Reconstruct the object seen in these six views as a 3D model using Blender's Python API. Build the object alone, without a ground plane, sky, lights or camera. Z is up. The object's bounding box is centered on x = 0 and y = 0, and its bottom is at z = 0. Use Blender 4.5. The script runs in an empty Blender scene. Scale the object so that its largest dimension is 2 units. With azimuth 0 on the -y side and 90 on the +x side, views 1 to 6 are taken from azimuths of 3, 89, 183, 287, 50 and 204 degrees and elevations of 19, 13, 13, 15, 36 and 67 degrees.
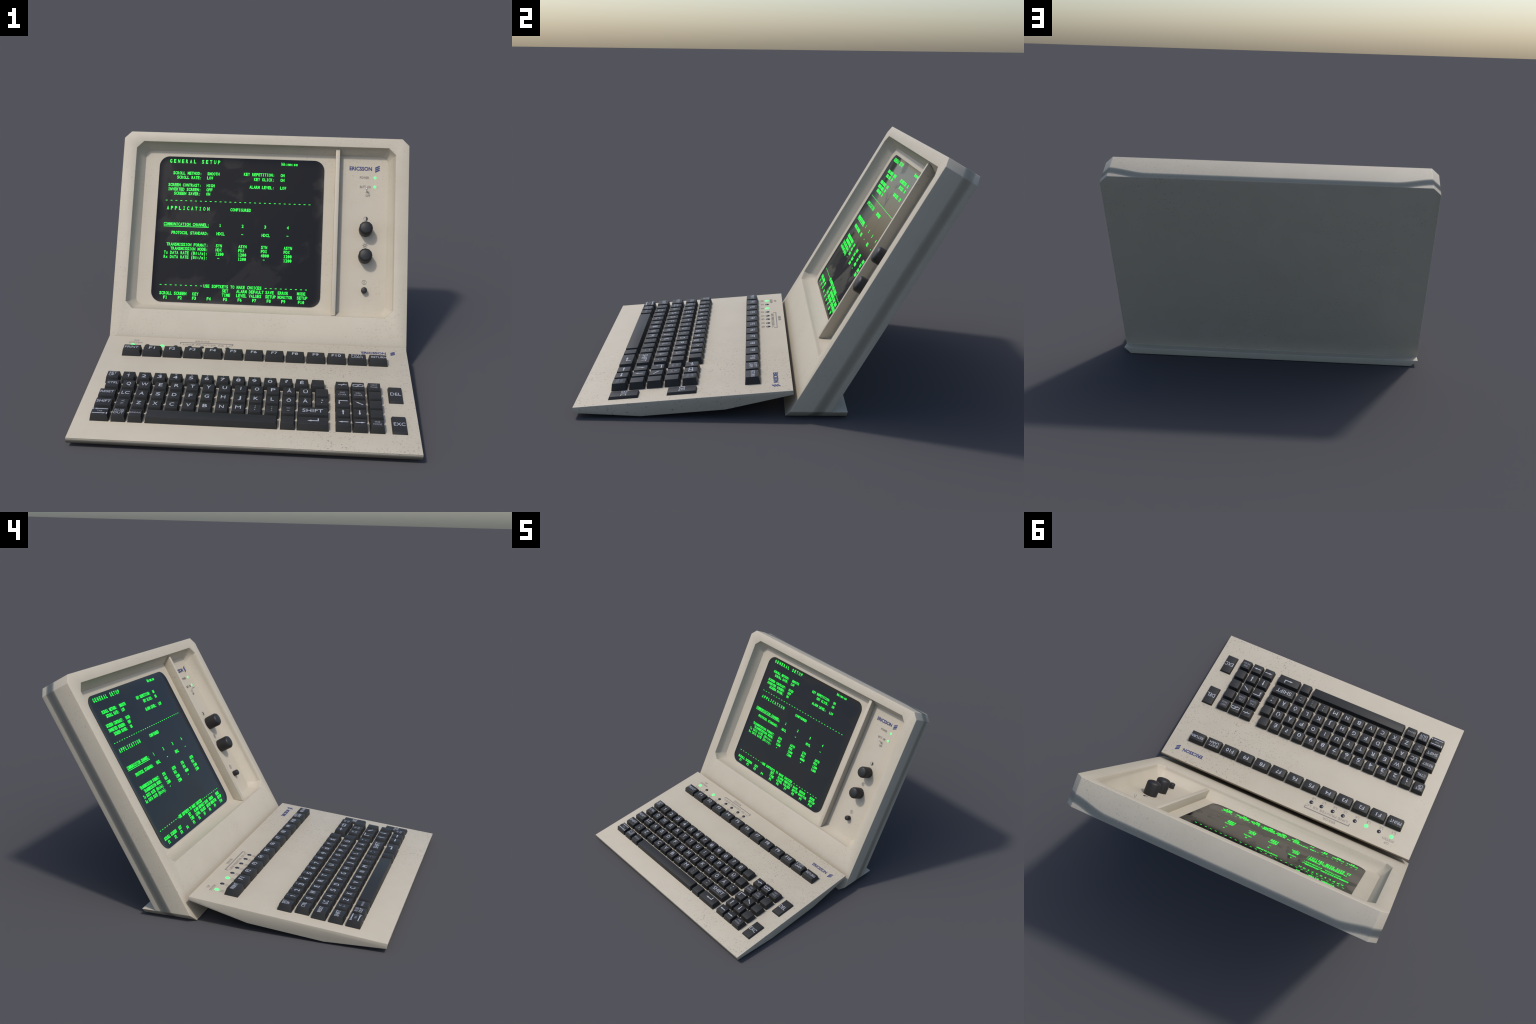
# Retro portable computer terminal: slanted display housing with recessed screen
# and control panel, plus a shallow wedge keyboard deck with sculpted dark keys.
import bpy, bmesh, math
from mathutils import Matrix, Vector

scene = bpy.context.scene
col = scene.collection

# ------------------------------------------------------------------ frames
def frame(origin, xdir, ydir):
    x = Vector(xdir).normalized(); y = Vector(ydir).normalized(); z = x.cross(y)
    m = Matrix((x, y, z)).transposed().to_4x4()
    m.translation = Vector(origin)
    return m

SLOPE = math.radians(60.0)
S = Vector((0, math.cos(SLOPE), math.sin(SLOPE)))          # up the lid
W = Vector((0, math.sin(SLOPE), -math.cos(SLOPE)))         # into the lid
LID_O = Vector((0, 0.0731, 0))
LID = frame(LID_O, (1, 0, 0), S)                            # local z points out of the screen
DECK_ANGLE = math.atan2(0.0972, 1.1125)
DECK_O = Vector((0, -1.0005, 0.0543))
DECK = frame(DECK_O, (1, 0, 0), (0, math.cos(DECK_ANGLE), math.sin(DECK_ANGLE)))

def lid(x, t, w=0.0):
    return LID_O + Vector((x, 0, 0)) + S * t + W * w

def at(base, x, y, z=0.0):
    return base @ Matrix.Translation((x, y, z))

# ------------------------------------------------------------------ node helpers
def srgb(r, g, b):
    f = lambda c: (c / 255 / 12.92) if c / 255 <= 0.04045 else ((c / 255 + 0.055) / 1.055) ** 2.4
    return (f(r), f(g), f(b), 1.0)

def new_mat(name):
    m = bpy.data.materials.new(name); m.use_nodes = True
    nt = m.node_tree
    return m, nt, nt.nodes["Principled BSDF"]

def ramp(nt, src, p0, c0, p1, c1):
    r = nt.nodes.new("ShaderNodeValToRGB")
    r.color_ramp.elements[0].position = p0; r.color_ramp.elements[0].color = c0
    r.color_ramp.elements[1].position = p1; r.color_ramp.elements[1].color = c1
    nt.links.new(src, r.inputs["Fac"])
    return r.outputs["Color"]

def mathn(nt, op, a, b, clamp=False):
    n = nt.nodes.new("ShaderNodeMath"); n.operation = op; n.use_clamp = clamp
    for i, v in enumerate((a, b)):
        if isinstance(v, (int, float)): n.inputs[i].default_value = v
        else: nt.links.new(v, n.inputs[i])
    return n.outputs[0]

def noise(nt, vec, scale, detail=2.0, rough=0.5, dist=0.0):
    n = nt.nodes.new("ShaderNodeTexNoise")
    n.inputs["Scale"].default_value = scale; n.inputs["Detail"].default_value = detail
    n.inputs["Roughness"].default_value = rough; n.inputs["Distortion"].default_value = dist
    nt.links.new(vec, n.inputs["Vector"])
    return n.outputs["Fac"]

def mix(nt, fac, a, b):
    n = nt.nodes.new("ShaderNodeMix"); n.data_type = 'RGBA'
    for sock, v in ((n.inputs[0], fac), (n.inputs[6], a), (n.inputs[7], b)):
        if isinstance(v, (int, float, tuple)): sock.default_value = v
        else: nt.links.new(v, sock)
    return n.outputs[2]

BLACK, WHITE = (0, 0, 0, 1), (1, 1, 1, 1)

# ------------------------------------------------------------------ materials
BEIGE = srgb(178, 169, 152)

def specks(nt, tc, scale, rarity, radius):
    """Scattered soft round dots: one per Voronoi cell, most cells left empty."""
    wob = nt.nodes.new("ShaderNodeTexNoise"); wob.inputs["Scale"].default_value = scale * 1.6
    nt.links.new(tc, wob.inputs["Vector"])
    add = nt.nodes.new("ShaderNodeVectorMath"); add.operation = 'MULTIPLY_ADD'
    nt.links.new(wob.outputs["Color"], add.inputs[0]); add.inputs[1].default_value = (0.35 / scale,) * 3
    nt.links.new(tc, add.inputs[2])
    v = nt.nodes.new("ShaderNodeTexVoronoi"); v.inputs["Scale"].default_value = scale
    nt.links.new(add.outputs[0], v.inputs["Vector"])
    sep = nt.nodes.new("ShaderNodeSeparateColor"); nt.links.new(v.outputs["Color"], sep.inputs[0])
    present = mathn(nt, 'GREATER_THAN', sep.outputs[0], rarity)
    r = mathn(nt, 'MULTIPLY', mathn(nt, 'ADD', mathn(nt, 'MULTIPLY', sep.outputs[1], 0.7), 0.3), radius)
    dotm = mathn(nt, 'SUBTRACT', 1.0, smoothstep(nt, v.outputs["Distance"], mathn(nt, 'MULTIPLY', r, 0.35), r))
    tone = mathn(nt, 'ADD', mathn(nt, 'MULTIPLY', sep.outputs[2], 0.6), 0.4)
    return mathn(nt, 'MULTIPLY', mathn(nt, 'MULTIPLY', dotm, present), tone)

def plastic(name, right_side_dirt, shade_band, dirt=0.40):
    """Aged beige casing plastic: faint mottling and clustered grey-brown specks."""
    m, nt, p = new_mat(name)
    tc = nt.nodes.new("ShaderNodeTexCoord").outputs["Object"]
    mott = noise(nt, tc, 7, 4, 0.6)
    base = mix(nt, ramp(nt, mott, 0.35, BLACK, 0.7, WHITE), BEIGE,
               (BEIGE[0] * 0.955, BEIGE[1] * 0.95, BEIGE[2] * 0.94, 1))
    fine = specks(nt, tc, 85, 0.30, 0.50)
    coarse = specks(nt, tc, 42, 0.62, 0.36)
    cluster = ramp(nt, noise(nt, tc, 2.6, 3, 0.6), 0.40, (0.12,) * 3 + (1,), 0.68, WHITE)
    if right_side_dirt:
        sep = nt.nodes.new("ShaderNodeSeparateXYZ"); nt.links.new(tc, sep.inputs[0])
        side = ramp(nt, mathn(nt, 'ADD', mathn(nt, 'MULTIPLY', sep.outputs["X"], 0.5), 0.5),
                    0.42, (0.25,) * 3 + (1,), 0.74, WHITE)
        cluster = mathn(nt, 'MULTIPLY', cluster, side)
    spots = mathn(nt, 'MULTIPLY', mathn(nt, 'MAXIMUM', fine, coarse), cluster, True)
    colr = mix(nt, mathn(nt, 'MULTIPLY', spots, dirt), base, srgb(104, 96, 88))
    nt.links.new(colr, p.inputs["Base Color"])
    p.inputs["Roughness"].default_value = 0.55
    p.inputs["Specular IOR Level"].default_value = 0.35
    b = nt.nodes.new("ShaderNodeBump"); b.inputs["Strength"].default_value = 0.06
    b.inputs["Distance"].default_value = 0.004
    nt.links.new(noise(nt, tc, 160, 2), b.inputs["Height"])
    nt.links.new(b.outputs[0], p.inputs["Normal"])
    if shade_band:
        rear_shade_band_bump(nt, tc, b)
    return m

def smoothstep(nt, v, lo, hi):
    n = nt.nodes.new("ShaderNodeMapRange"); n.interpolation_type = 'SMOOTHSTEP'
    nt.links.new(v, n.inputs["Value"])
    for k, x in (("From Min", lo), ("From Max", hi)):
        if isinstance(x, (int, float)): n.inputs[k].default_value = x
        else: nt.links.new(x, n.inputs[k])
    return n.outputs["Result"]

def rear_shade_band_bump(nt, tc, bump):
    """Bump tilting the normals backward to draw a dark shading band: depth w behind the
    front plane, running parallel to the rear edge and swinging onto it along the top."""
    d = nt.nodes.new("ShaderNodeVectorMath"); d.operation = 'DOT_PRODUCT'
    nt.links.new(tc, d.inputs[0]); d.inputs[1].default_value = W
    w = mathn(nt, 'SUBTRACT', d.outputs["Value"], LID_O.dot(W))
    sep = nt.nodes.new("ShaderNodeSeparateXYZ"); nt.links.new(tc, sep.inputs[0])
    inward = smoothstep(nt, mathn(nt, 'SUBTRACT', 0.9495, mathn(nt, 'ABSOLUTE', sep.outputs["X"], 0)), 0.03, 0.26)
    centre = mathn(nt, 'ADD', mathn(nt, 'MULTIPLY', inward, 0.040), 0.142)
    step = smoothstep(nt, w, mathn(nt, 'SUBTRACT', centre, 0.046), mathn(nt, 'ADD', centre, 0.016))
    b2 = nt.nodes.new("ShaderNodeBump"); b2.invert = True
    b2.inputs["Strength"].default_value = 1.0; b2.inputs["Distance"].default_value = 0.038
    nt.links.new(step, b2.inputs["Height"])
    nt.links.new(b2.outputs[0], bump.inputs["Normal"])

def plain(name, color, rough=0.5, spec=0.4, metal=0.0):
    m, nt, p = new_mat(name)
    p.inputs["Base Color"].default_value = color
    p.inputs["Roughness"].default_value = rough
    p.inputs["Specular IOR Level"].default_value = spec
    p.inputs["Metallic"].default_value = metal
    return m

def glowing(name, color, strength):
    m, nt, p = new_mat(name)
    p.inputs["Base Color"].default_value = (color[0] * .3, color[1] * .3, color[2] * .3, 1)
    p.inputs["Emission Color"].default_value = color
    p.inputs["Emission Strength"].default_value = strength
    p.inputs["Roughness"].default_value = 0.4
    return m

def key_plastic():
    m, nt, p = new_mat("key_plastic")
    tc = nt.nodes.new("ShaderNodeTexCoord").outputs["Object"]
    c = mix(nt, noise(nt, tc, 30, 3), srgb(32, 32, 32), srgb(38, 38, 38))
    nt.links.new(c, p.inputs["Base Color"])
    p.inputs["Roughness"].default_value = 0.55
    p.inputs["Specular IOR Level"].default_value = 0.35
    return m

def screen_glass():
    """Dark tube glass; cloudy smudges change its roughness."""
    m, nt, p = new_mat("screen_glass")
    tc = nt.nodes.new("ShaderNodeTexCoord").outputs["Object"]
    n = noise(nt, tc, 2.3, 6, 0.55, 1.2)
    smear = ramp(nt, n, 0.50, BLACK, 0.56, WHITE)
    nt.links.new(mix(nt, smear, srgb(11, 11, 12), srgb(18, 17, 17)), p.inputs["Base Color"])
    r = mathn(nt, 'ADD', mathn(nt, 'MULTIPLY', smear, 0.20), 0.07)
    nt.links.new(r, p.inputs["Roughness"])
    p.inputs["Specular IOR Level"].default_value = 0.29
    return m

M_PLAIN_BEIGE = plastic("beige_fitting", False, False)
M_BODY = plastic("beige_casing", False, True)
M_DECK = plastic("beige_deck", True, False, 0.85)
M_KEY = key_plastic()
M_LEGEND = plain("key_legend_print", srgb(162, 164, 171), 0.5, 0.3)
M_LEGEND_DIM = plain("key_legend_faint_print", srgb(132, 133, 140), 0.5, 0.3)
M_KNOB = plain("knob_black", srgb(34, 34, 35), 0.5, 0.35)
M_BLUE = plain("emblem_blue", srgb(37, 50, 104), 0.5, 0.3)
M_PRINT = plain("panel_print", srgb(112, 105, 100), 0.55, 0.3)
M_PRINT_FAINT = plain("deck_faint_print", srgb(144, 136, 128), 0.55, 0.3)
M_PRINT_LINE = plain("deck_line_print", srgb(122, 117, 113), 0.55, 0.3)
M_PRINT_DARK = plain("panel_dark_print", srgb(62, 60, 60), 0.55, 0.3)
M_LAMP_OFF = plain("lamp_lens_dark", srgb(44, 44, 52), 0.25, 0.5)
M_LAMP_ON = glowing("lamp_lens_lit", (0.09, 1.0, 0.20, 1), 1.7)
M_CHROME = plain("chrome", srgb(225, 225, 228), 0.12, 0.5, 1.0)
M_SCREEN = screen_glass()
M_TEXT = glowing("phosphor_green", (0.014, 1.0, 0.065, 1), 1.0)

# ------------------------------------------------------------------ object helpers
def obj_from(name, mesh, mat, parent, world=Matrix.Identity(4)):
    o = bpy.data.objects.new(name, mesh)
    if mat is not None and not mesh.materials: mesh.materials.append(mat)
    col.objects.link(o)
    if parent is not None:
        o.parent = parent
        o.matrix_basis = WORLD.get(parent.name, Matrix.Identity(4)).inverted() @ world
    else:
        o.matrix_basis = world
    WORLD[o.name] = world.copy()
    return o

WORLD = {}

def mesh_of(name, verts, faces):
    me = bpy.data.meshes.new(name)
    me.from_pydata([tuple(v) for v in verts], [], faces)
    bm = bmesh.new(); bm.from_mesh(me)
    bmesh.ops.recalc_face_normals(bm, faces=bm.faces)
    bm.to_mesh(me); bm.free()
    return me

def smooth_by_angle(me, deg):
    me.polygons.foreach_set("use_smooth", [True] * len(me.polygons))
    bm = bmesh.new(); bm.from_mesh(me)
    for e in bm.edges:
        e.smooth = (len(e.link_faces) == 2 and e.calc_face_angle(0.0) < math.radians(deg))
    bm.to_mesh(me); bm.free()

def bevel_edges(me, width, segs, pick=None, min_angle=20):
    bm = bmesh.new(); bm.from_mesh(me)
    es = [e for e in bm.edges if len(e.link_faces) == 2
          and e.calc_face_angle(0.0) > math.radians(min_angle) and (pick is None or pick(e))]
    bmesh.ops.bevel(bm, geom=es, offset=width, segments=segs, profile=0.5,
                    affect='EDGES', clamp_overlap=True)
    bmesh.ops.recalc_face_normals(bm, faces=bm.faces)
    bm.to_mesh(me); bm.free()

def plates(name, polys, depth=0.0008):
    """Thin raised print: every polygon (x, y list) becomes a shallow prism sitting on z = 0."""
    verts, faces = [], []
    for poly in polys:
        n = len(poly); b = len(verts)
        verts += [(x, y, 0.0) for x, y in poly] + [(x, y, depth) for x, y in poly]
        faces.append([b + n + i for i in range(n)])
        faces.append([b + n - 1 - i for i in range(n)])
        faces += [[b + i, b + (i + 1) % n, b + n + (i + 1) % n, b + n + i] for i in range(n)]
    me = bpy.data.meshes.new(name); me.from_pydata(verts, [], faces)
    bm = bmesh.new(); bm.from_mesh(me)
    bmesh.ops.recalc_face_normals(bm, faces=bm.faces); bm.to_mesh(me); bm.free()
    return me

# ------------------------------------------------------------------ lettering
_glyphs = {}
def glyphs(body, bold=0.0, res=3):
    """Built-in font outline of a string as (verts, faces); size 1, depth 1 above z = 0."""
    k = (body, bold, res)
    if k not in _glyphs:
        cu = bpy.data.curves.new("lettering", 'FONT')
        cu.body = body; cu.size = 1.0; cu.extrude = 0.5; cu.offset = bold; cu.resolution_u = res
        ob = bpy.data.objects.new("lettering", cu); col.objects.link(ob)
        dg = bpy.context.evaluated_depsgraph_get()
        me = bpy.data.meshes.new_from_object(ob.evaluated_get(dg))
        v = [(p.co.x, p.co.y, p.co.z + 0.5) for p in me.vertices]
        f = [list(p.vertices) for p in me.polygons]
        bpy.data.objects.remove(ob); bpy.data.curves.remove(cu); bpy.data.meshes.remove(me)
        _glyphs[k] = (v, f)
    return _glyphs[k]

CAP = max(v[1] for v in glyphs("H")[0])

def line_of_text(body, width, cap, x=0.0, y=0.0, bold=0.0, depth=0.0008):
    """Verts/faces of one line centred on (x, y), stretched to a width and a capital height."""
    v, f = glyphs(body, bold)
    x0 = min(p[0] for p in v); x1 = max(p[0] for p in v)
    sx = width / (x1 - x0); sy = cap / CAP
    return [((p[0] - (x0 + x1) / 2) * sx + x, (p[1] - CAP / 2) * sy + y, p[2] * depth) for p in v], f

def join(parts):
    V, F = [], []
    for v, f in parts:
        b = len(V); V += v; F += [[i + b for i in q] for q in f]
    return V, F

def mesh_raw(name, vf):
    me = bpy.data.meshes.new(name); me.from_pydata(vf[0], [], vf[1]); me.update()
    return me

# ------------------------------------------------------------------ root
root = bpy.data.objects.new("computer_terminal", None)
root.empty_display_size = 0.2
col.objects.link(root)
root["label"] = "beige retro computer terminal with tilted green-text screen and dark keyboard"
root["category"] = "computer"
WORLD[root.name] = Matrix.Identity(4)

# ------------------------------------------------------------------ display housing
HX, CH = 0.9495, 0.0455            # half width, corner chamfer
T_TOP, THICK = 1.5343, 0.1845      # slant height, thickness
Z_CH = 0.0395; T_CH = Z_CH / math.sin(SLOPE)
FLANGE_Y = 0.3893
OPEN_X, OPEN_B, OPEN_T, OPEN_C = 0.8625, 0.3372, 1.4685, 0.0460
FLOOR_W = 0.0840
FL_L, FL_R, FL_B, FL_T, FL_R0 = -0.8105, 0.8165, 0.3790, 1.4300, 0.045

def rounded_rect(x0, x1, y0, y1, r, n):
    """Corner-ordered loop: bottom-left, bottom-right, top-right, top-left; n+1 points per corner."""
    pts = []
    for cx, cy, a0 in ((x0 + r, y0 + r, 180), (x1 - r, y0 + r, 270), (x1 - r, y1 - r, 0), (x0 + r, y1 - r, 90)):
        for i in range(n + 1):
            a = math.radians(a0 + 90 * i / n)
            pts.append((cx + r * math.cos(a), cy + r * math.sin(a)))
    return pts

def chamfer_rect(x0, x1, y0, y1, c, n):
    """Same ordering, but each corner is a straight chamfer with n+1 points on it."""
    pts = []
    for p, q in (((x0, y0 + c), (x0 + c, y0)), ((x1 - c, y0), (x1, y0 + c)),
                 ((x1, y1 - c), (x1 - c, y1)), ((x0 + c, y1), (x0, y1 - c))):
        for i in range(n + 1):
            k = i / n
            pts.append((p[0] + (q[0] - p[0]) * k, p[1] + (q[1] - p[1]) * k))
    return pts

def build_housing():
    v, f = [], []
    def add(p): v.append(p); return len(v) - 1
    xb = HX - CH
    outline = [(-xb, 0), (xb, 0), (HX, T_CH), (HX, T_TOP - CH), (xb, T_TOP), (-xb, T_TOP),
               (-HX, T_TOP - CH), (-HX, T_CH)]
    fr = [add(lid(x, t)) for x, t in outline]
    t_low = (Z_CH + THICK * math.cos(SLOPE)) / math.sin(SLOPE)
    bk = {i: add(lid(outline[i][0], outline[i][1], THICK)) for i in (3, 4, 5, 6)}
    bk[2] = add(lid(HX, t_low, THICK)); bk[7] = add(lid(-HX, t_low, THICK))
    tipR = add(Vector((HX, FLANGE_Y, Z_CH))); tipL = add(Vector((-HX, FLANGE_Y, Z_CH)))
    botR = add(Vector((xb, FLANGE_Y, 0))); botL = add(Vector((-xb, FLANGE_Y, 0)))
    f += [[fr[3], fr[2], bk[2], bk[3]], [fr[4], fr[3], bk[3], bk[4]], [fr[5], fr[4], bk[4], bk[5]],
          [fr[6], fr[5], bk[5], bk[6]], [fr[7], fr[6], bk[6], bk[7]],
          [bk[2], bk[7], bk[6], bk[5], bk[4], bk[3]],             # back
          [bk[7], bk[2], tipR, tipL], [tipL, tipR, botR, botL],     # foot flange
          [fr[0], botL, botR, fr[1]],                               # underside
          [fr[1], botR, tipR, bk[2], fr[2]], [fr[0], fr[7], bk[7], tipL, botL]]
    # recess: chamfered opening, short lip, sloping scooped wall, rounded floor
    n = 6
    op = chamfer_rect(-OPEN_X, OPEN_X, OPEN_B, OPEN_T, OPEN_C, n)
    fl = rounded_rect(FL_L, FL_R, FL_B, FL_T, FL_R0, n)
    rings = []
    for depth, k in ((0.0, 0.0), (0.014, 0.07), (0.030, 0.18), (0.052, 0.46), (0.072, 0.78), (FLOOR_W, 1.0)):
        rings.append([add(lid(a[0] + (b[0] - a[0]) * k, a[1] + (b[1] - a[1]) * k, depth)) for a, b in zip(op, fl)])
    m = len(op)
    for r0, r1 in zip(rings, rings[1:]):
        f += [[r0[i], r0[(i + 1) % m], r1[(i + 1) % m], r1[i]] for i in range(m)]
    f.append(list(rings[-1]))
    # front frame: bridge outer outline and opening, corner by corner
    o = rings[0]; c = n + 1
    BL, BR, TR, TL = o[0:c], o[c:2 * c], o[2 * c:3 * c], o[3 * c:4 * c]
    f += [[fr[0], fr[1], BR[0], BL[-1]], [fr[2], fr[3], TR[0], BR[-1]],
          [fr[4], fr[5], TL[0], TR[-1]], [fr[6], fr[7], BL[0], TL[-1]],
          [fr[1], fr[2]] + BR[::-1], [fr[3], fr[4]] + TR[::-1],
          [fr[5], fr[6]] + TL[::-1], [fr[7], fr[0]] + BL[::-1]]
    me = mesh_of("display_housing", v, f)
    inner = lambda p: abs(p.x) < OPEN_X + 0.01 and 0.30 < (p - LID_O).dot(S) < 1.50 and (p - LID_O).dot(W) < 0.1
    bevel_edges(me, 0.0035, 3, lambda e: not all(inner(q.co) for q in e.verts), 25)
    bevel_edges(me, 0.003, 2, lambda e: all(inner(q.co) and (q.co - LID_O).dot(W) < 1e-4 for q in e.verts), 25)
    smooth_by_angle(me, 32)
    return obj_from("display_housing", me, M_BODY, root)

housing = build_housing()

# divider rib between screen bay and control bay
def build_rib():
    x0, x1, top, bot = 0.4675, 0.4950, 0.0250, FLOOR_W + 0.004
    t_at = lambda w, lo: (OPEN_B + (FL_B - OPEN_B) * w / FLOOR_W - 0.004) if lo else (OPEN_T + (FL_T - OPEN_T) * w / FLOOR_W + 0.004)
    v = [lid(x, t_at(w, lo), w) for x in (x0, x1) for w, lo in ((top, True), (top, False), (bot, False), (bot, True))]
    me = mesh_of("divider_rib", v, [[0, 1, 2, 3], [7, 6, 5, 4], [0, 4, 5, 1], [1, 5, 6, 2], [2, 6, 7, 3], [3, 7, 4, 0]])
    bevel_edges(me, 0.002, 2)
    smooth_by_angle(me, 35)
    return obj_from("divider_rib", me, M_BODY, root)
build_rib()

# ------------------------------------------------------------------ screen
SC_L, SC_R, SC_B, SC_T, SC_RAD = -0.7145, 0.3945, 0.4005, 1.3915, 0.068
SCREEN_FRAME = at(LID, (SC_L + SC_R) / 2, (SC_B + SC_T) / 2, -FLOOR_W)

def build_screen():
    w, h = (SC_R - SC_L) / 2, (SC_T - SC_B) / 2
    v, f = [], []
    # shallow dish: rim slopes down to the flat middle
    for inset, z in ((0.0, -0.004), (0.0, 0.0040), (0.010, 0.0024), (0.022, 0.0013), (0.042, 0.0008)):
        v += [(x, y, z) for x, y in rounded_rect(-w + inset, w - inset, -h + inset, h - inset, SC_RAD - inset, 10)]
    m = len(v) // 5
    for k in range(4):
        f += [[k * m + i, k * m + (i + 1) % m, (k + 1) * m + (i + 1) % m, (k + 1) * m + i] for i in range(m)]
    f.append([4 * m + i for i in range(m)]); f.append([m - 1 - i for i in range(m)])
    me = mesh_of("screen", v, f)
    smooth_by_angle(me, 40)
    return obj_from("screen", me, M_SCREEN, root, SCREEN_FRAME)
screen = build_screen()

# character-cell text on the tube: (text, left x, top t) in housing coordinates
CELL, CAPH = 0.01392, 0.0195
def cell_text(body, pitch=CELL, cap=CAPH, cw=0.0124):
    parts = []
    for i, ch in enumerate(body):
        cx = (i + 0.5) * pitch
        if ch == ' ': continue
        if ch == '-':
            parts.append(box(cx - 0.0062, cx + 0.0062, cap * 0.40, cap * 0.60)); continue
        if ch == 'I' or ch == '1':
            s = 0.0017
            parts += [box(cx - s, cx + s, 0, cap), box(cx - cw * .36, cx + cw * .36, 0, cap * .15)]
            parts.append(box(cx - cw * .36, cx + (cw * .36 if ch == 'I' else 0), cap * .85, cap)); continue
        v, f = glyphs(ch, 0.026, 2)
        x0 = min(p[0] for p in v); x1 = max(p[0] for p in v)
        if ch.isupper() or ch.isdigit(): sx = cw / (x1 - x0)
        elif ch in ':.': sx = 0.0036 / (x1 - x0)
        elif ch in 'mw': sx = cw * 1.02 / (x1 - x0)
        elif ch in '()it': sx = 0.0064 / (x1 - x0)
        else: sx = cw * 0.88 / (x1 - x0)
        sy = cap / CAP
        parts.append(([((p[0] - (x0 + x1) / 2) * sx + cx, p[1] * sy, p[2] * 0.0008) for p in v], f))
        if ch == '0': parts.append(box(cx - 0.0016, cx + 0.0016, cap * .36, cap * .64))
    return join(parts)

def box(x0, x1, y0, y1, d=0.0008):
    return ([(x0, y0, 0), (x1, y0, 0), (x1, y1, 0), (x0, y1, 0), (x0, y0, d), (x1, y0, d), (x1, y1, d), (x0, y1, d)],
            [[4, 5, 6, 7], [3, 2, 1, 0], [0, 1, 5, 4], [1, 2, 6, 5], [2, 3, 7, 6], [3, 0, 4, 7]])

def place_text(body, x, top, pitch=CELL, cap=CAPH, cw=0.0124, right=False):
    x0 = x - len(body) * pitch if right else x
    obj_from("screen_text", mesh_raw("screen_text", cell_text(body, pitch, cap, cw)), M_TEXT, screen,
             at(LID, x0, top - cap, -FLOOR_W + 0.0010))

place_text("GENERAL SETUP", -0.6535, 1.3728, 0.02715, 0.0240, 0.0150)
place_text("APPLICATION", -0.6535, 1.0468, 0.02715, 0.0235, 0.0150)
place_text("hh:mm:ss", 0.1055, 1.3713)
for txt, top in (("SCROLL METHOD:", 1.2880), ("SCROLL RATE:", 1.2586), ("SCREEN CONTRAST:", 1.2050),
                 ("INVERTED SCREEN:", 1.1752), ("SCREEN SAVER:", 1.1465)):
    place_text(txt, -0.4255, top, right=True)
for txt, top in (("SMOOTH", 1.2880), ("LOW", 1.2592), ("HIGH", 1.2058), ("OFF", 1.1766), ("ON", 1.1472)):
    place_text(txt, -0.3897, top)
for txt, top in (("KEY REPETITION:", 1.2925), ("KEY KLICK:", 1.2588), ("ALARM LEVEL:", 1.2048)):
    place_text(txt, 0.0655, top, right=True)
for txt, top in (("ON", 1.2918), ("ON", 1.2590), ("LOW", 1.2045)):
    place_text(txt, 0.1035, top)
place_text("CONFIGURED", -0.2218, 1.0446)
for txt, top in (("COMMUNICATION CHANNEL:", 0.9345), ("PROTOCOL STANDARD:", 0.8768), ("TRANSMISSION FORMAT:", 0.7968),
                 ("TRANSMISSION MODE:", 0.7692), ("Tx DATA RATE (Bit/s):", 0.7408), ("Rx DATA RATE (Bit/s):", 0.7124)):
    place_text(txt, -0.3560, top, right=True)
for c, texts in enumerate((("1", "HDCL", "SYN", "HDX", "1200", "-"), ("2", "-", "ASYN", "FDX", "1200", "1200"),
                           ("3", "HDCL", "SYN", "FDX", "4800", "-"), ("4", "-", "ASYN", "FDX", "1200", "1200"))):
    x = -0.3055 + 0.1500 * c
    for txt, top in zip(texts, (0.9345, 0.8778, 0.7962, 0.7685, 0.7400, 0.7115)):
        shift = 0.0150 if len(txt) == 1 else 0.0
        place_text(txt, x + shift, top)
for i in range(30):                                     # dashed rules
    place_text("-", -0.6597 + i * 0.0330, 1.0965)
for i in range(9):
    place_text("-", -0.6625 + i * 0.0336, 0.5232)
    place_text("-", 0.0310 + i * 0.0330, 0.5232)
place_text("USE SOFTKEYS TO MAKE CHOICES", -0.3727, 0.5235, 0.01370)
soft = (("", "SCROLL", "F1", -0.6605, -0.6332), ("", "SCREEN", "F2", -0.5642, -0.5370), ("", "KEY", "F3", -0.4425, -0.4428),
        ("", "", "F4", 0, -0.3462), ("SET", "TIME", "F5", -0.2480, -0.2380), ("ALARM", "LEVEL", "F6", -0.1540, -0.1427),
        ("DEFAULT", "VALUES", "F7", -0.0713, -0.0473), ("SAVE", "SETUP", "F8", 0.0370, 0.0477),
        ("ERROR", "MONITOR", "F9", 0.1175, 0.1425), ("MODE", "SETUP", "F10", 0.2432, 0.2516))
for a, b, c, x, xf in soft:
    if a: place_text(a, x, 0.4960)
    if b: place_text(b, x, 0.4684)
    place_text(c, xf, 0.4398)
ul = plates("screen_text", [[(0, 0), (0.302, 0), (0.302, 0.0034), (0, 0.0034)]])
obj_from("screen_text", ul, M_TEXT, screen, at(LID, -0.6610, 0.9070, -FLOOR_W + 0.0010))

# ------------------------------------------------------------------ control panel
PANEL = lambda x, t, up=0.0: at(LID, x, t, -FLOOR_W + up)
UP = 0.0006

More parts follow.
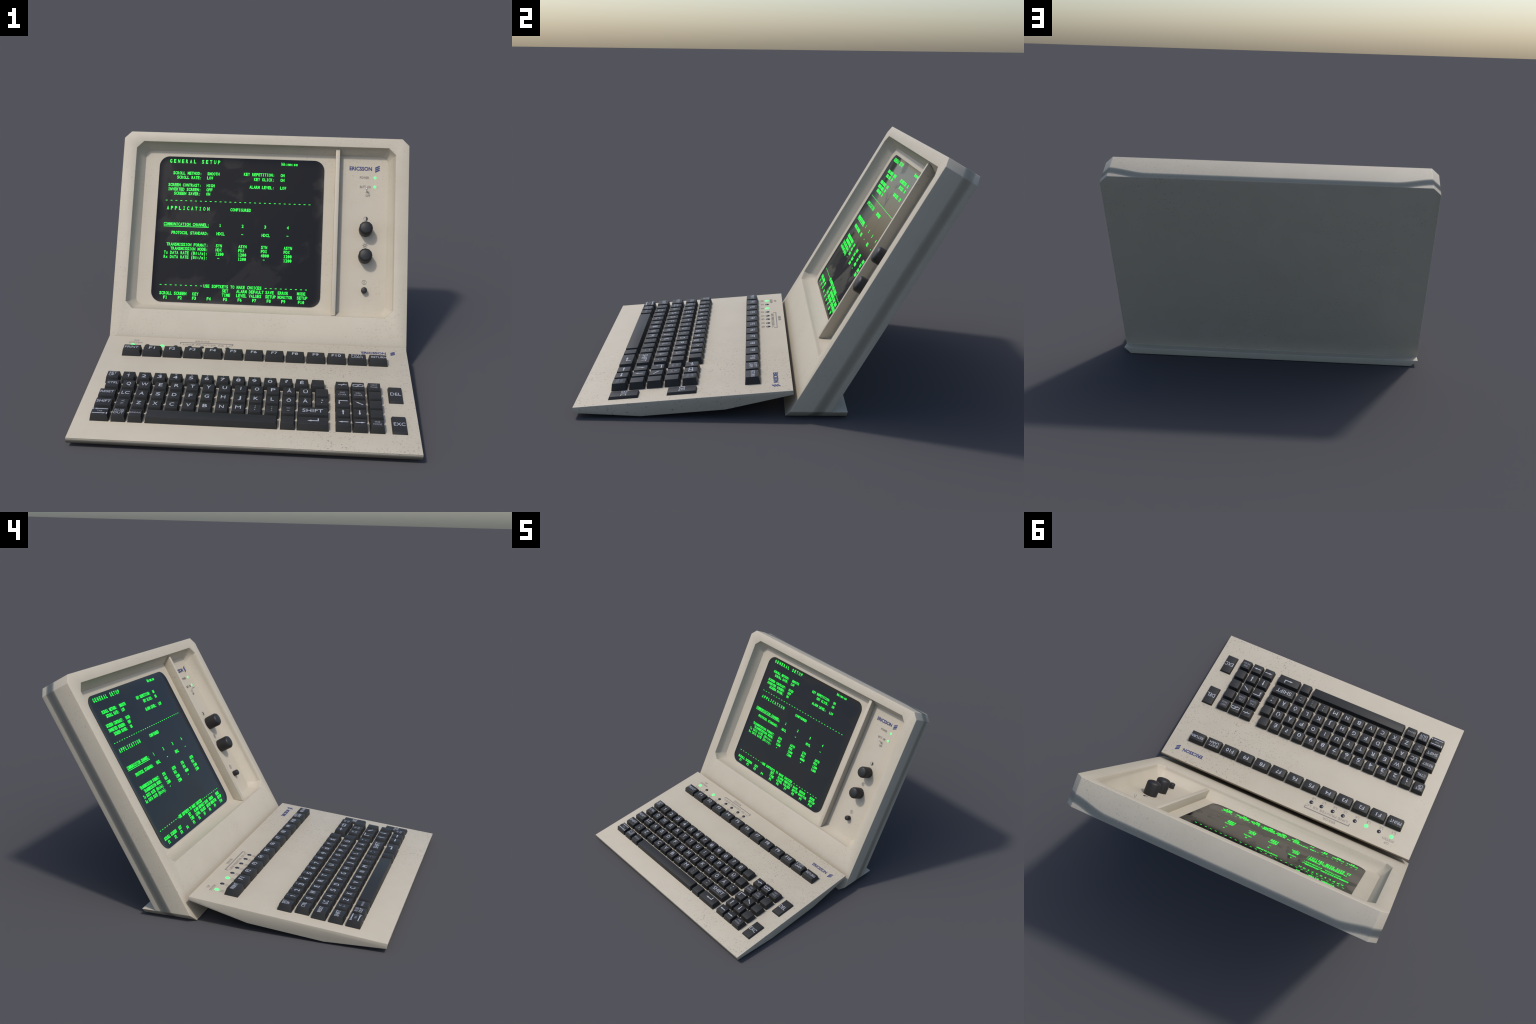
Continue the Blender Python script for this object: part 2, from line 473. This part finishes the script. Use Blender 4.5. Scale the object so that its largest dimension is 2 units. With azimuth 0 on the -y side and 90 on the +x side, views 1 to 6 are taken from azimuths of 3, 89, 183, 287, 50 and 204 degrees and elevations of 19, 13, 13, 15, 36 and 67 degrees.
def emblem(parent, base, x0, x1, mid, cap, sx0, sx1, lift):
    """Blue maker's word and its three slanted bars."""
    obj_from("emblem_lettering", mesh_raw("emblem_lettering", line_of_text("ERICSSON", x1 - x0, cap, bold=0.028)),
             M_BLUE, parent, base @ Matrix.Translation(((x0 + x1) / 2, mid, lift)))
    w = sx1 - sx0; polys = []
    for k in (-1, 0, 1):
        y = k * 0.0130; h = 0.0042; rise = 0.0055; r = 0.0035
        polys.append([(-w / 2, y - rise - h), (-w / 2 + r, y - rise - h - 0.0008), (w / 2 - 0.001, y + rise - h + 0.001), (w / 2, y + rise - h + 0.003),
                      (w / 2, y + rise + h - 0.0015), (w / 2 - r, y + rise + h), (-w / 2 + 0.001, y - rise + h - 0.001), (-w / 2, y - rise + h - 0.003)])
    obj_from("emblem_bar", plates("emblem_bar", polys), M_BLUE, parent,
             base @ Matrix.Translation(((sx0 + sx1) / 2, mid, lift)))

emblem(root, at(LID, 0, 0, -FLOOR_W), 0.5630, 0.7120, 1.3478, 0.0245, 0.7325, 0.7632, UP)

def label(parent, base, body, width, cap, mat, lift=UP, name="label_lettering", bold=0.0):
    return obj_from(name, mesh_raw(name, line_of_text(body, width, cap, bold=bold)), mat, parent,
                    base @ Matrix.Translation((0, 0, lift)))

label(root, PANEL(0.6632, 1.2860), "POWER", 0.0615, 0.0160, M_PRINT)
label(root, PANEL(0.6535, 1.2225), "BATT", 0.0385, 0.0165, M_PRINT)
label(root, PANEL(0.6950, 1.2225), "ON", 0.0220, 0.0165, M_PRINT)
label(root, PANEL(0.6885, 1.1622), "OFF", 0.0300, 0.0160, M_PRINT)

def ring_poly(r0, r1, n=24, a0=0, a1=360):
    out = []
    for i in range(n):
        a = math.radians(a0 + (a1 - a0) * i / n); b = math.radians(a0 + (a1 - a0) * (i + 1) / n)
        out.append([(r0 * math.cos(a), r0 * math.sin(a)), (r1 * math.cos(a), r1 * math.sin(a)),
                    (r1 * math.cos(b), r1 * math.sin(b)), (r0 * math.cos(b), r0 * math.sin(b))])
    return out

def symbol(polys, x, t, mat):
    obj_from("control_symbol", plates("control_symbol", polys, 0.0007), mat, root, PANEL(x, t, UP))

half_disc = [(0.0145 * math.cos(math.radians(a)), 0.0145 * math.sin(math.radians(a))) for a in range(-90, 91, 15)]
symbol([half_disc], 0.6785, 1.0045, M_PRINT_DARK)
symbol(ring_poly(0.0132, 0.0148, 12, 90, 270), 0.6785, 1.0045, M_PRINT)
rays = []
for i in range(8):
    a = math.radians(45 * i); c, s = math.cos(a), math.sin(a)
    rays.append([(0.0105 * c + 0.001 * s, 0.0105 * s - 0.001 * c), (0.0178 * c + 0.001 * s, 0.0178 * s - 0.001 * c),
                 (0.0178 * c - 0.001 * s, 0.0178 * s + 0.001 * c), (0.0105 * c - 0.001 * s, 0.0105 * s + 0.001 * c)])
symbol(ring_poly(0.0060, 0.0085, 16) + rays, 0.6772, 0.8240, M_PRINT_DARK)
symbol(ring_poly(0.0130, 0.0150, 24) + [[(-0.0017, -0.0105), (0.0017, -0.0105), (0.0017, 0.0105), (-0.0017, 0.0105)]],
       0.6774, 0.5784, M_PRINT)

def turned(name, profile, sides, mat, parent, world, smooth=50):
    """Solid of revolution about local z from a (radius, z) profile."""
    v, f = [], []
    for r, z in profile:
        v += [(r * math.cos(2 * math.pi * i / sides), r * math.sin(2 * math.pi * i / sides), z) for i in range(sides)]
    for k in range(len(profile) - 1):
        f += [[k * sides + i, k * sides + (i + 1) % sides, (k + 1) * sides + (i + 1) % sides, (k + 1) * sides + i] for i in range(sides)]
    f.append([len(v) - sides + i for i in range(sides)]); f.append([sides - 1 - i for i in range(sides)])
    me = mesh_of(name, v, f); smooth_by_angle(me, smooth)
    return obj_from(name, me, mat, parent, world)

knob_profile = lambda r, h, b: [(r * 0.97, 0), (r, h * 0.25), (r, h - b), (r - b * 0.35, h - b * 0.35), (r - b * 1.1, h)]
for t in (0.9258, 0.7455):
    turned("knob", knob_profile(0.0453, 0.0900, 0.014), 12, M_KNOB, root, PANEL(0.6776, t))
turned("push_button", knob_profile(0.0196, 0.0370, 0.006), 12, M_KNOB, root, PANEL(0.6775, 0.5232))

for t in (1.2868, 1.2236):
    turned("indicator_lamp", [(0.0086, -0.002), (0.0086, 0.0008), (0.0070, 0.0020), (0.0035, 0.0027)], 20, M_LAMP_ON, root, PANEL(0.7335, t))

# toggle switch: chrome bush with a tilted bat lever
turned("switch_bush", [(0.0085, -0.001), (0.0085, 0.0025), (0.0060, 0.0040)], 14, M_PLAIN_BEIGE, root, PANEL(0.6785, 1.1900))
lean = Matrix.Rotation(math.radians(-26), 4, 'X')
turned("switch_lever", [(0.0034, 0), (0.0036, 0.010), (0.0060, 0.024), (0.0074, 0.0295), (0.0064, 0.0345), (0.0034, 0.0370)], 14, M_CHROME, root,
       PANEL(0.6780, 1.1900, 0.002) @ lean)

# ------------------------------------------------------------------ keyboard deck
DECK_HX = 0.9408
def build_deck():
    # side profile (y, z), each section also carries its half width
    prof = [(-1.0003, 0.0545, 0), (0.1120, 0.1517, 0), (0.1150, 0.1275, 0.002), (-0.2310, 0.0460, 0.001),
            (-0.6580, 0.0085, 0.001), (-0.9965, 0.0232, 0.001)]
    v = [Vector((sx * (DECK_HX - i), y, z)) for sx in (-1, 1) for y, z, i in prof]
    n = len(prof)
    f = [[i, (i + 1) % n, n + (i + 1) % n, n + i] for i in range(n)] + [list(range(n)), list(range(2 * n - 1, n - 1, -1))]
    me = mesh_of("keyboard_deck", v, f)
    top = lambda e: all(abs((q.co - DECK_O).dot(DECK.col[2].xyz)) < 0.002 for q in e.verts)
    flank = lambda e: all(abs(q.co.x) > DECK_HX - 0.004 for q in e.verts)
    bevel_edges(me, 0.0025, 2, top, 25)
    bevel_edges(me, 0.0040, 2, lambda e: flank(e) and min(q.co.z for q in e.verts) < 0.13
                and abs(e.verts[0].co.y - e.verts[1].co.y) > 0.05 and not top(e), 60)
    smooth_by_angle(me, 32)
    # smooth shading carries belly shade onto the flat nose and tail, the belly facets into each other
    bm = bmesh.new(); bm.from_mesh(me)
    for e in bm.edges:
        a, b = e.verts
        if abs(a.co.x - b.co.x) > 1.0 and not (top(e)) and max(a.co.z, b.co.z) < 0.14 and a.co.z < 0.135:
            if abs((a.co - DECK_O).dot(DECK.col[2].xyz)) > 0.008: e.smooth = True
    bm.to_mesh(me); bm.free()
    # flat end faces: lower corner normals bent down so a shadow strip shows
    corner = [c.vector.copy() for c in me.corner_normals]
    for poly in me.polygons:
        if abs(poly.normal.y) > 0.9 and abs(poly.center.x) < 0.1:
            zs = [me.vertices[me.loops[i].vertex_index].co.z for i in poly.loop_indices]
            for i, z in zip(poly.loop_indices, zs):
                low = z < (min(zs) + max(zs)) / 2
                y = math.copysign(1, poly.normal.y)
                corner[i] = Vector((0, 0.25 * y, -0.97)) if low else Vector((0, 0.98 * y, 0.10)).normalized()
    me.normals_split_custom_set(corner)
    return obj_from("keyboard_deck", me, M_DECK, root)
deck = build_deck()
emblem(root, DECK, 0.6600, 0.8110, 1.0330, 0.0235, 0.8385, 0.8670, UP)

for i, x in enumerate((-0.7710, -0.6790, -0.5850, -0.5003, -0.4111, -0.3345, -0.2503, -0.1742)):
    on = i in (0, 2)
    turned("indicator_lamp", [(0.0138, -0.002), (0.0138, 0.0010), (0.0115, 0.0032), (0.0070, 0.0047), (0.0025, 0.0053)], 20,
           M_LAMP_ON if on else M_LAMP_OFF, root, at(DECK, x, 1.0117))
    label(root, at(DECK, x - 0.006, 0.9800), "L%d" % (i + 1), 0.0245, 0.0200, M_PRINT_FAINT)
label(root, at(DECK, -0.7560, 1.0680), "OP", 0.0330, 0.0165, M_PRINT_FAINT)
label(root, at(DECK, -0.7580, 1.0415), "SYSTEM", 0.0830, 0.0165, M_PRINT_FAINT)
label(root, at(DECK, -0.3380, 1.0860), "ERROR", 0.0920, 0.0170, M_PRINT_FAINT)
for txt, x, w in (("LINE", -0.4230, 0.070), ("PRINTER", -0.3120, 0.128), ("KB", -0.2180, 0.036), ("LC", -0.1660, 0.038)):
    label(root, at(DECK, x, 1.0420), txt, w, 0.0170, M_PRINT_FAINT)
BK = plates("label_bracket", [[(-0.168, 0.0), (0.168, 0.0), (0.168, 0.006), (-0.168, 0.006)],
                              [(-0.168, -0.015), (-0.1625, -0.015), (-0.1625, -0.0004), (-0.168, -0.0004)],
                              [(0.1625, -0.015), (0.168, -0.015), (0.168, -0.0004), (0.1625, -0.0004)]])
obj_from("label_bracket", BK, M_PRINT_LINE, root, at(DECK, -0.3105, 1.0625, UP))

# ------------------------------------------------------------------ keys
KEY_H = 0.0400
_key_meshes = {}
def key_mesh(w, d, h, ix, f0, f1):
    """Tapered cap: w x d at the deck, sides drawn in by ix, front by f0, back by f1."""
    k = (round(w, 4), round(d, 4), h, ix)
    if k not in _key_meshes:
        a, b = w / 2, d / 2
        v = [Vector(p) for p in ((-a, -b, 0), (a, -b, 0), (a, b, 0), (-a, b, 0),
                                 (-a + ix, -b + f0, h), (a - ix, -b + f0, h), (a - ix, b - f1, h), (-a + ix, b - f1, h))]
        me = mesh_of("key", v, [[3, 2, 1, 0], [4, 5, 6, 7], [0, 1, 5, 4], [1, 2, 6, 5], [2, 3, 7, 6], [3, 0, 4, 7]])
        bevel_edges(me, 0.0014, 2, lambda e: max(q.co.z for q in e.verts) > h * 0.5)
        smooth_by_angle(me, 30)
        _key_meshes[k] = me
    return _key_meshes[k]

def add_key(x0, x1, t0, t1, legend=None, name="key", h=KEY_H, ix=0.0070, f0=0.0068, f1=0.0078):
    w, d = x1 - x0, t1 - t0
    k = obj_from(name, key_mesh(w, d, h, ix, f0, f1), M_KEY, root, at(DECK, (x0 + x1) / 2, (t0 + t1) / 2, 0.0002))
    if legend:
        for vf, mat in legend:
            obj_from("key_legend", mesh_raw("key_legend", vf), mat, k, at(DECK, (x0 + x1) / 2, (t0 + t1) / 2, h + 0.0004))
    return k

def poly_vf(polys, d=0.0006):
    V, F = [], []
    for poly in polys:
        n = len(poly); b = len(V)
        V += [(x, y, 0) for x, y in poly] + [(x, y, d) for x, y in poly]
        F.append([b + n + i for i in range(n)])
        F += [[b + i, b + (i + 1) % n, b + n + (i + 1) % n, b + n + i] for i in range(n)]
    return V, F

def txt(body, w, cap, x=0.0, y=0.0, bold=0.0, dim=False):
    return (line_of_text(body, w, cap, x, y, bold, 0.0006), M_LEGEND_DIM if dim else M_LEGEND)

def bar(x0, y0, x1, y1, th):
    L = math.hypot(x1 - x0, y1 - y0); nx, ny = -(y1 - y0) / L * th / 2, (x1 - x0) / L * th / 2
    return [(x0 + nx, y0 + ny), (x0 - nx, y0 - ny), (x1 - nx, y1 - ny), (x1 + nx, y1 + ny)]

def arrow(x0, y0, x1, y1, th=0.0048, hl=0.016, hw=0.0125):
    L = math.hypot(x1 - x0, y1 - y0); ux, uy = (x1 - x0) / L, (y1 - y0) / L
    bx, by = x1 - ux * hl, y1 - uy * hl
    return [bar(x0, y0, bx, by, th), [(x1, y1), (bx - uy * hw / 2, by + ux * hw / 2), (bx + uy * hw / 2, by - ux * hw / 2)]]

def pic(polys): return (poly_vf(polys), M_LEGEND)

WIDTHS = {"I": 0.0045, "J": 0.017, "L": 0.019, "E": 0.022, "F": 0.021, "M": 0.032, "W": 0.038, "T": 0.025, "1": 0.0105}
def letter(ch, dy=0.0, cap=0.0300):
    base = {"Å": "A", "Ä": "A", "Ö": "O", "Ü": "U", "É": "E"}.get(ch, ch)
    w = WIDTHS.get(base, 0.0255)
    if ch == "1":
        return pic([bar(0.002, dy - cap / 2, 0.002, dy + cap / 2, 0.0046), bar(0.001, dy + cap / 2 - 0.002, -0.008, dy + cap / 2 - 0.008, 0.0042)])
    return txt(ch, w, cap, 0, dy - (0.004 if base != ch else 0), 0.0 if ch in "MNW" else 0.006)

ROW_T, ROW_P, ROW_D = 0.1665, 0.0962, 0.0815
COL_X, COL_P, KEY_W = -0.6937, 0.09225, 0.0808
rowt = lambda r: ROW_T + (5 - r) * ROW_P           # r = 1 is the digit row
colx = lambda k: COL_X + k * COL_P
def row_key(r, k, legend=None): add_key(colx(k) - KEY_W / 2, colx(k) + KEY_W / 2, rowt(r), rowt(r) + ROW_D, legend)
def wide_key(r, x0, x1, legend=None, name="key"): add_key(x0, x1, rowt(r), rowt(r) + ROW_D, legend, name)

# digit row, shifted left by a fifth of a key
shifted = {"1": "!", "2": '"', "3": "#", "4": "$", "5": "%", "6": "&", "7": "/", "8": "(", "9": ")", "0": "="}
wide_key(1, -0.8465, -0.7640, [txt("SET", 0.046, 0.0185, -0.002, 0.014), txt("UP", 0.032, 0.0185, -0.008, -0.008)])
for i, ch in enumerate("1234567890?É "):
    x = -0.7135 + i * 0.0920
    lg = None
    if ch.isdigit():
        w = {'"': 0.008, "!": 0.003, "(": 0.005, ")": 0.005, "/": 0.008}.get(shifted[ch], 0.012)
        lg = [letter(ch, -0.008, 0.029), txt(shifted[ch], w, 0.0120, 0.001, 0.021, dim=True)]
    elif ch == "?": lg = [txt("?", 0.018, 0.028, 0.003, 0.0)]
    elif ch == "É": lg = [letter(ch, -0.002, 0.027)]
    add_key(x - KEY_W / 2, x + KEY_W / 2, rowt(1), rowt(1) + ROW_D, lg)
wide_key(2, -0.8325, -0.7450, [txt("CTRL", 0.060, 0.0200, 0.001, 0.004)])
for k, ch in enumerate("QWERTYUIOPÅÜ "):
    row_key(2, k, [letter(ch)] if ch != " " else None)
wide_key(3, -0.8500, -0.7455, [txt("RESET", 0.075, 0.0200, -0.002, 0.004)])
row_key(3, 0, [txt("LC", 0.045, 0.0285)])
for k, ch in enumerate("ASDFGHJKLÖÄ", 1):
    row_key(3, k, [letter(ch)])
dot = lambda x, y, r=0.0036: [(x + r * math.cos(a * math.pi / 4), y + r * math.sin(a * math.pi / 4)) for a in range(8)]
row_key(3, 12, [pic([dot(0.002, 0.012, 0.0048), dot(-0.001, -0.012, 0.0036)])])
wide_key(4, -0.8500, -0.7455, [txt("SHIFT", 0.078, 0.0235, -0.001, 0.003)])
row_key(4, 0, [txt("<", 0.018, 0.022, 0.002, 0.013, dim=True), txt(">", 0.018, 0.022, 0.0, -0.011, dim=True)])
for k, ch in enumerate("ZXCVBNM", 1):
    row_key(4, k, [letter(ch)])
faint = lambda polys: (poly_vf(polys), M_LEGEND_DIM)
row_key(4, 8, [faint([dot(0.002, 0.019), dot(0.001, 0.002), dot(0, -0.015)])])
row_key(4, 9, [faint([dot(0.001, 0.017, 0.003), dot(0.001, 0.001, 0.003), dot(0.001, -0.015, 0.003)])])
row_key(4, 10, [faint([bar(-0.010, 0.014, 0.010, 0.014, 0.004), bar(-0.007, -0.010, 0.007, -0.010, 0.004)])])
wide_key(4, 0.2785, 0.4515, [txt("SHIFT", 0.113, 0.0300, -0.002, 0.0)])
tab = [bar(-0.041, 0.013, -0.041, 0.027, 0.006), bar(0.041, -0.027, 0.041, -0.013, 0.006)]
tab += arrow(0.040, 0.020, -0.035, 0.020, 0.005, 0.015, 0.011) + arrow(-0.040, -0.020, 0.035, -0.020, 0.005, 0.015, 0.011)
wide_key(5, -0.8500, -0.7460, [pic(tab), txt("TAB", 0.030, 0.0120, -0.002, 0.0, dim=True)])
row_key(5, 0, [txt("RUB", 0.052, 0.0190, 0.0, 0.015, dim=True), txt("OUT", 0.056, 0.0190, -0.001, -0.009)])
row_key(5, 1, [txt("BREAK", 0.062, 0.0125, 0.0, -0.001, dim=True)])
wide_key(5, -0.5480, 0.1730, None, "space_bar")
row_key(5, 10)
wide_key(5, 0.2785, 0.4515, [pic([bar(0.029, 0.022, 0.029, -0.0035, 0.006)] + arrow(0.026, -0.001, -0.030, -0.001, 0.006, 0.022, 0.014))])

# numeric / cursor block
NX = (0.4882, 0.5790, 0.6718); NW, ND, NP, NT = 0.0830, 0.0822, 0.0929, 0.1695
small = lambda a, wa, b, wb: [txt(a, wa, 0.0140, 0.0, 0.012, dim=True), txt(b, wb, 0.0140, -0.001, -0.010, dim=True)]
cursor = {
    (0, 0): [pic([bar(-0.024, 0.002, 0.027, 0.002, 0.0045), bar(-0.006, -0.008, 0.012, 0.012, 0.0045)])],
    (0, 1): [pic([bar(-0.030, 0.009, 0.030, 0.009, 0.004), bar(-0.030, -0.009, 0.030, -0.009, 0.004),
                  bar(-0.029, -0.007, -0.029, 0.007, 0.004), bar(0.029, -0.007, 0.029, 0.007, 0.004),
                  bar(-0.012, -0.015, 0.014, 0.016, 0.005)])],
    (0, 2): small("NEXT", 0.038, "PAGE", 0.038),
    (1, 0): small("INS", 0.028, "CHAR", 0.046), (1, 1): small("DEL", 0.030, "CHAR", 0.046),
    (2, 0): [pic([bar(-0.023, 0.020, 0.028, 0.020, 0.005)] + arrow(-0.020, 0.0174, -0.020, -0.016, 0.005, 0.014, 0.013))],
    (2, 1): [pic(arrow(0.022, -0.014, -0.020, 0.016, 0.005, 0.022, 0.010))],
    (3, 0): [pic(arrow(0, -0.022, 0, 0.022, 0.006, 0.018, 0.014))], (3, 1): [pic(arrow(0, 0.022, 0, -0.022, 0.006, 0.018, 0.014))],
    (4, 0): [pic(arrow(0.026, -0.001, -0.027, -0.001, 0.0055, 0.022, 0.013))], (4, 1): [pic(arrow(-0.027, -0.001, 0.027, -0.001, 0.0055, 0.022, 0.013))],
    (4, 2): small("INS", 0.028, "MODE", 0.046)}
for r in range(5):
    for c in range(3):
        t0 = NT + (4 - r) * NP
        add_key(NX[c], NX[c] + NW, t0, t0 + ND, cursor.get((r, c)))
for t0, body, w in ((0.4700, "DEL", 0.060), (0.1708, "EXC", 0.063)):
    add_key(0.7930, 0.8762, t0, t0 + 0.1530, [txt(body, w, 0.0300, 0.0005, 0.001)], "key", 0.0148, 0.0055, 0.0060, 0.0035)

# function row
for i, body in enumerate(["PRINT"] + ["F%d" % n for n in range(1, 11)] + ["KVITT LARM", "RETURN"]):
    x = -0.7557 + i * 0.12582
    if body == "KVITT LARM": lg = [txt("KVITT", 0.066, 0.0180, -0.004, 0.017), txt("LARM", 0.066, 0.0190, -0.002, -0.006)]
    elif body == "PRINT": lg = [txt(body, 0.083, 0.0235, -0.002, 0.003)]
    elif body == "RETURN": lg = [txt(body, 0.092, 0.0205, 0.004, 0.003)]
    else: lg = [txt(body, 0.036 if len(body) == 2 else 0.056, 0.0270, -0.002, 0.003, 0.006)]
    add_key(x - 0.0578, x + 0.0578, 0.8720, 0.9530, lg, "function_key", 0.0400, 0.0068, 0.0070, 0.0095)
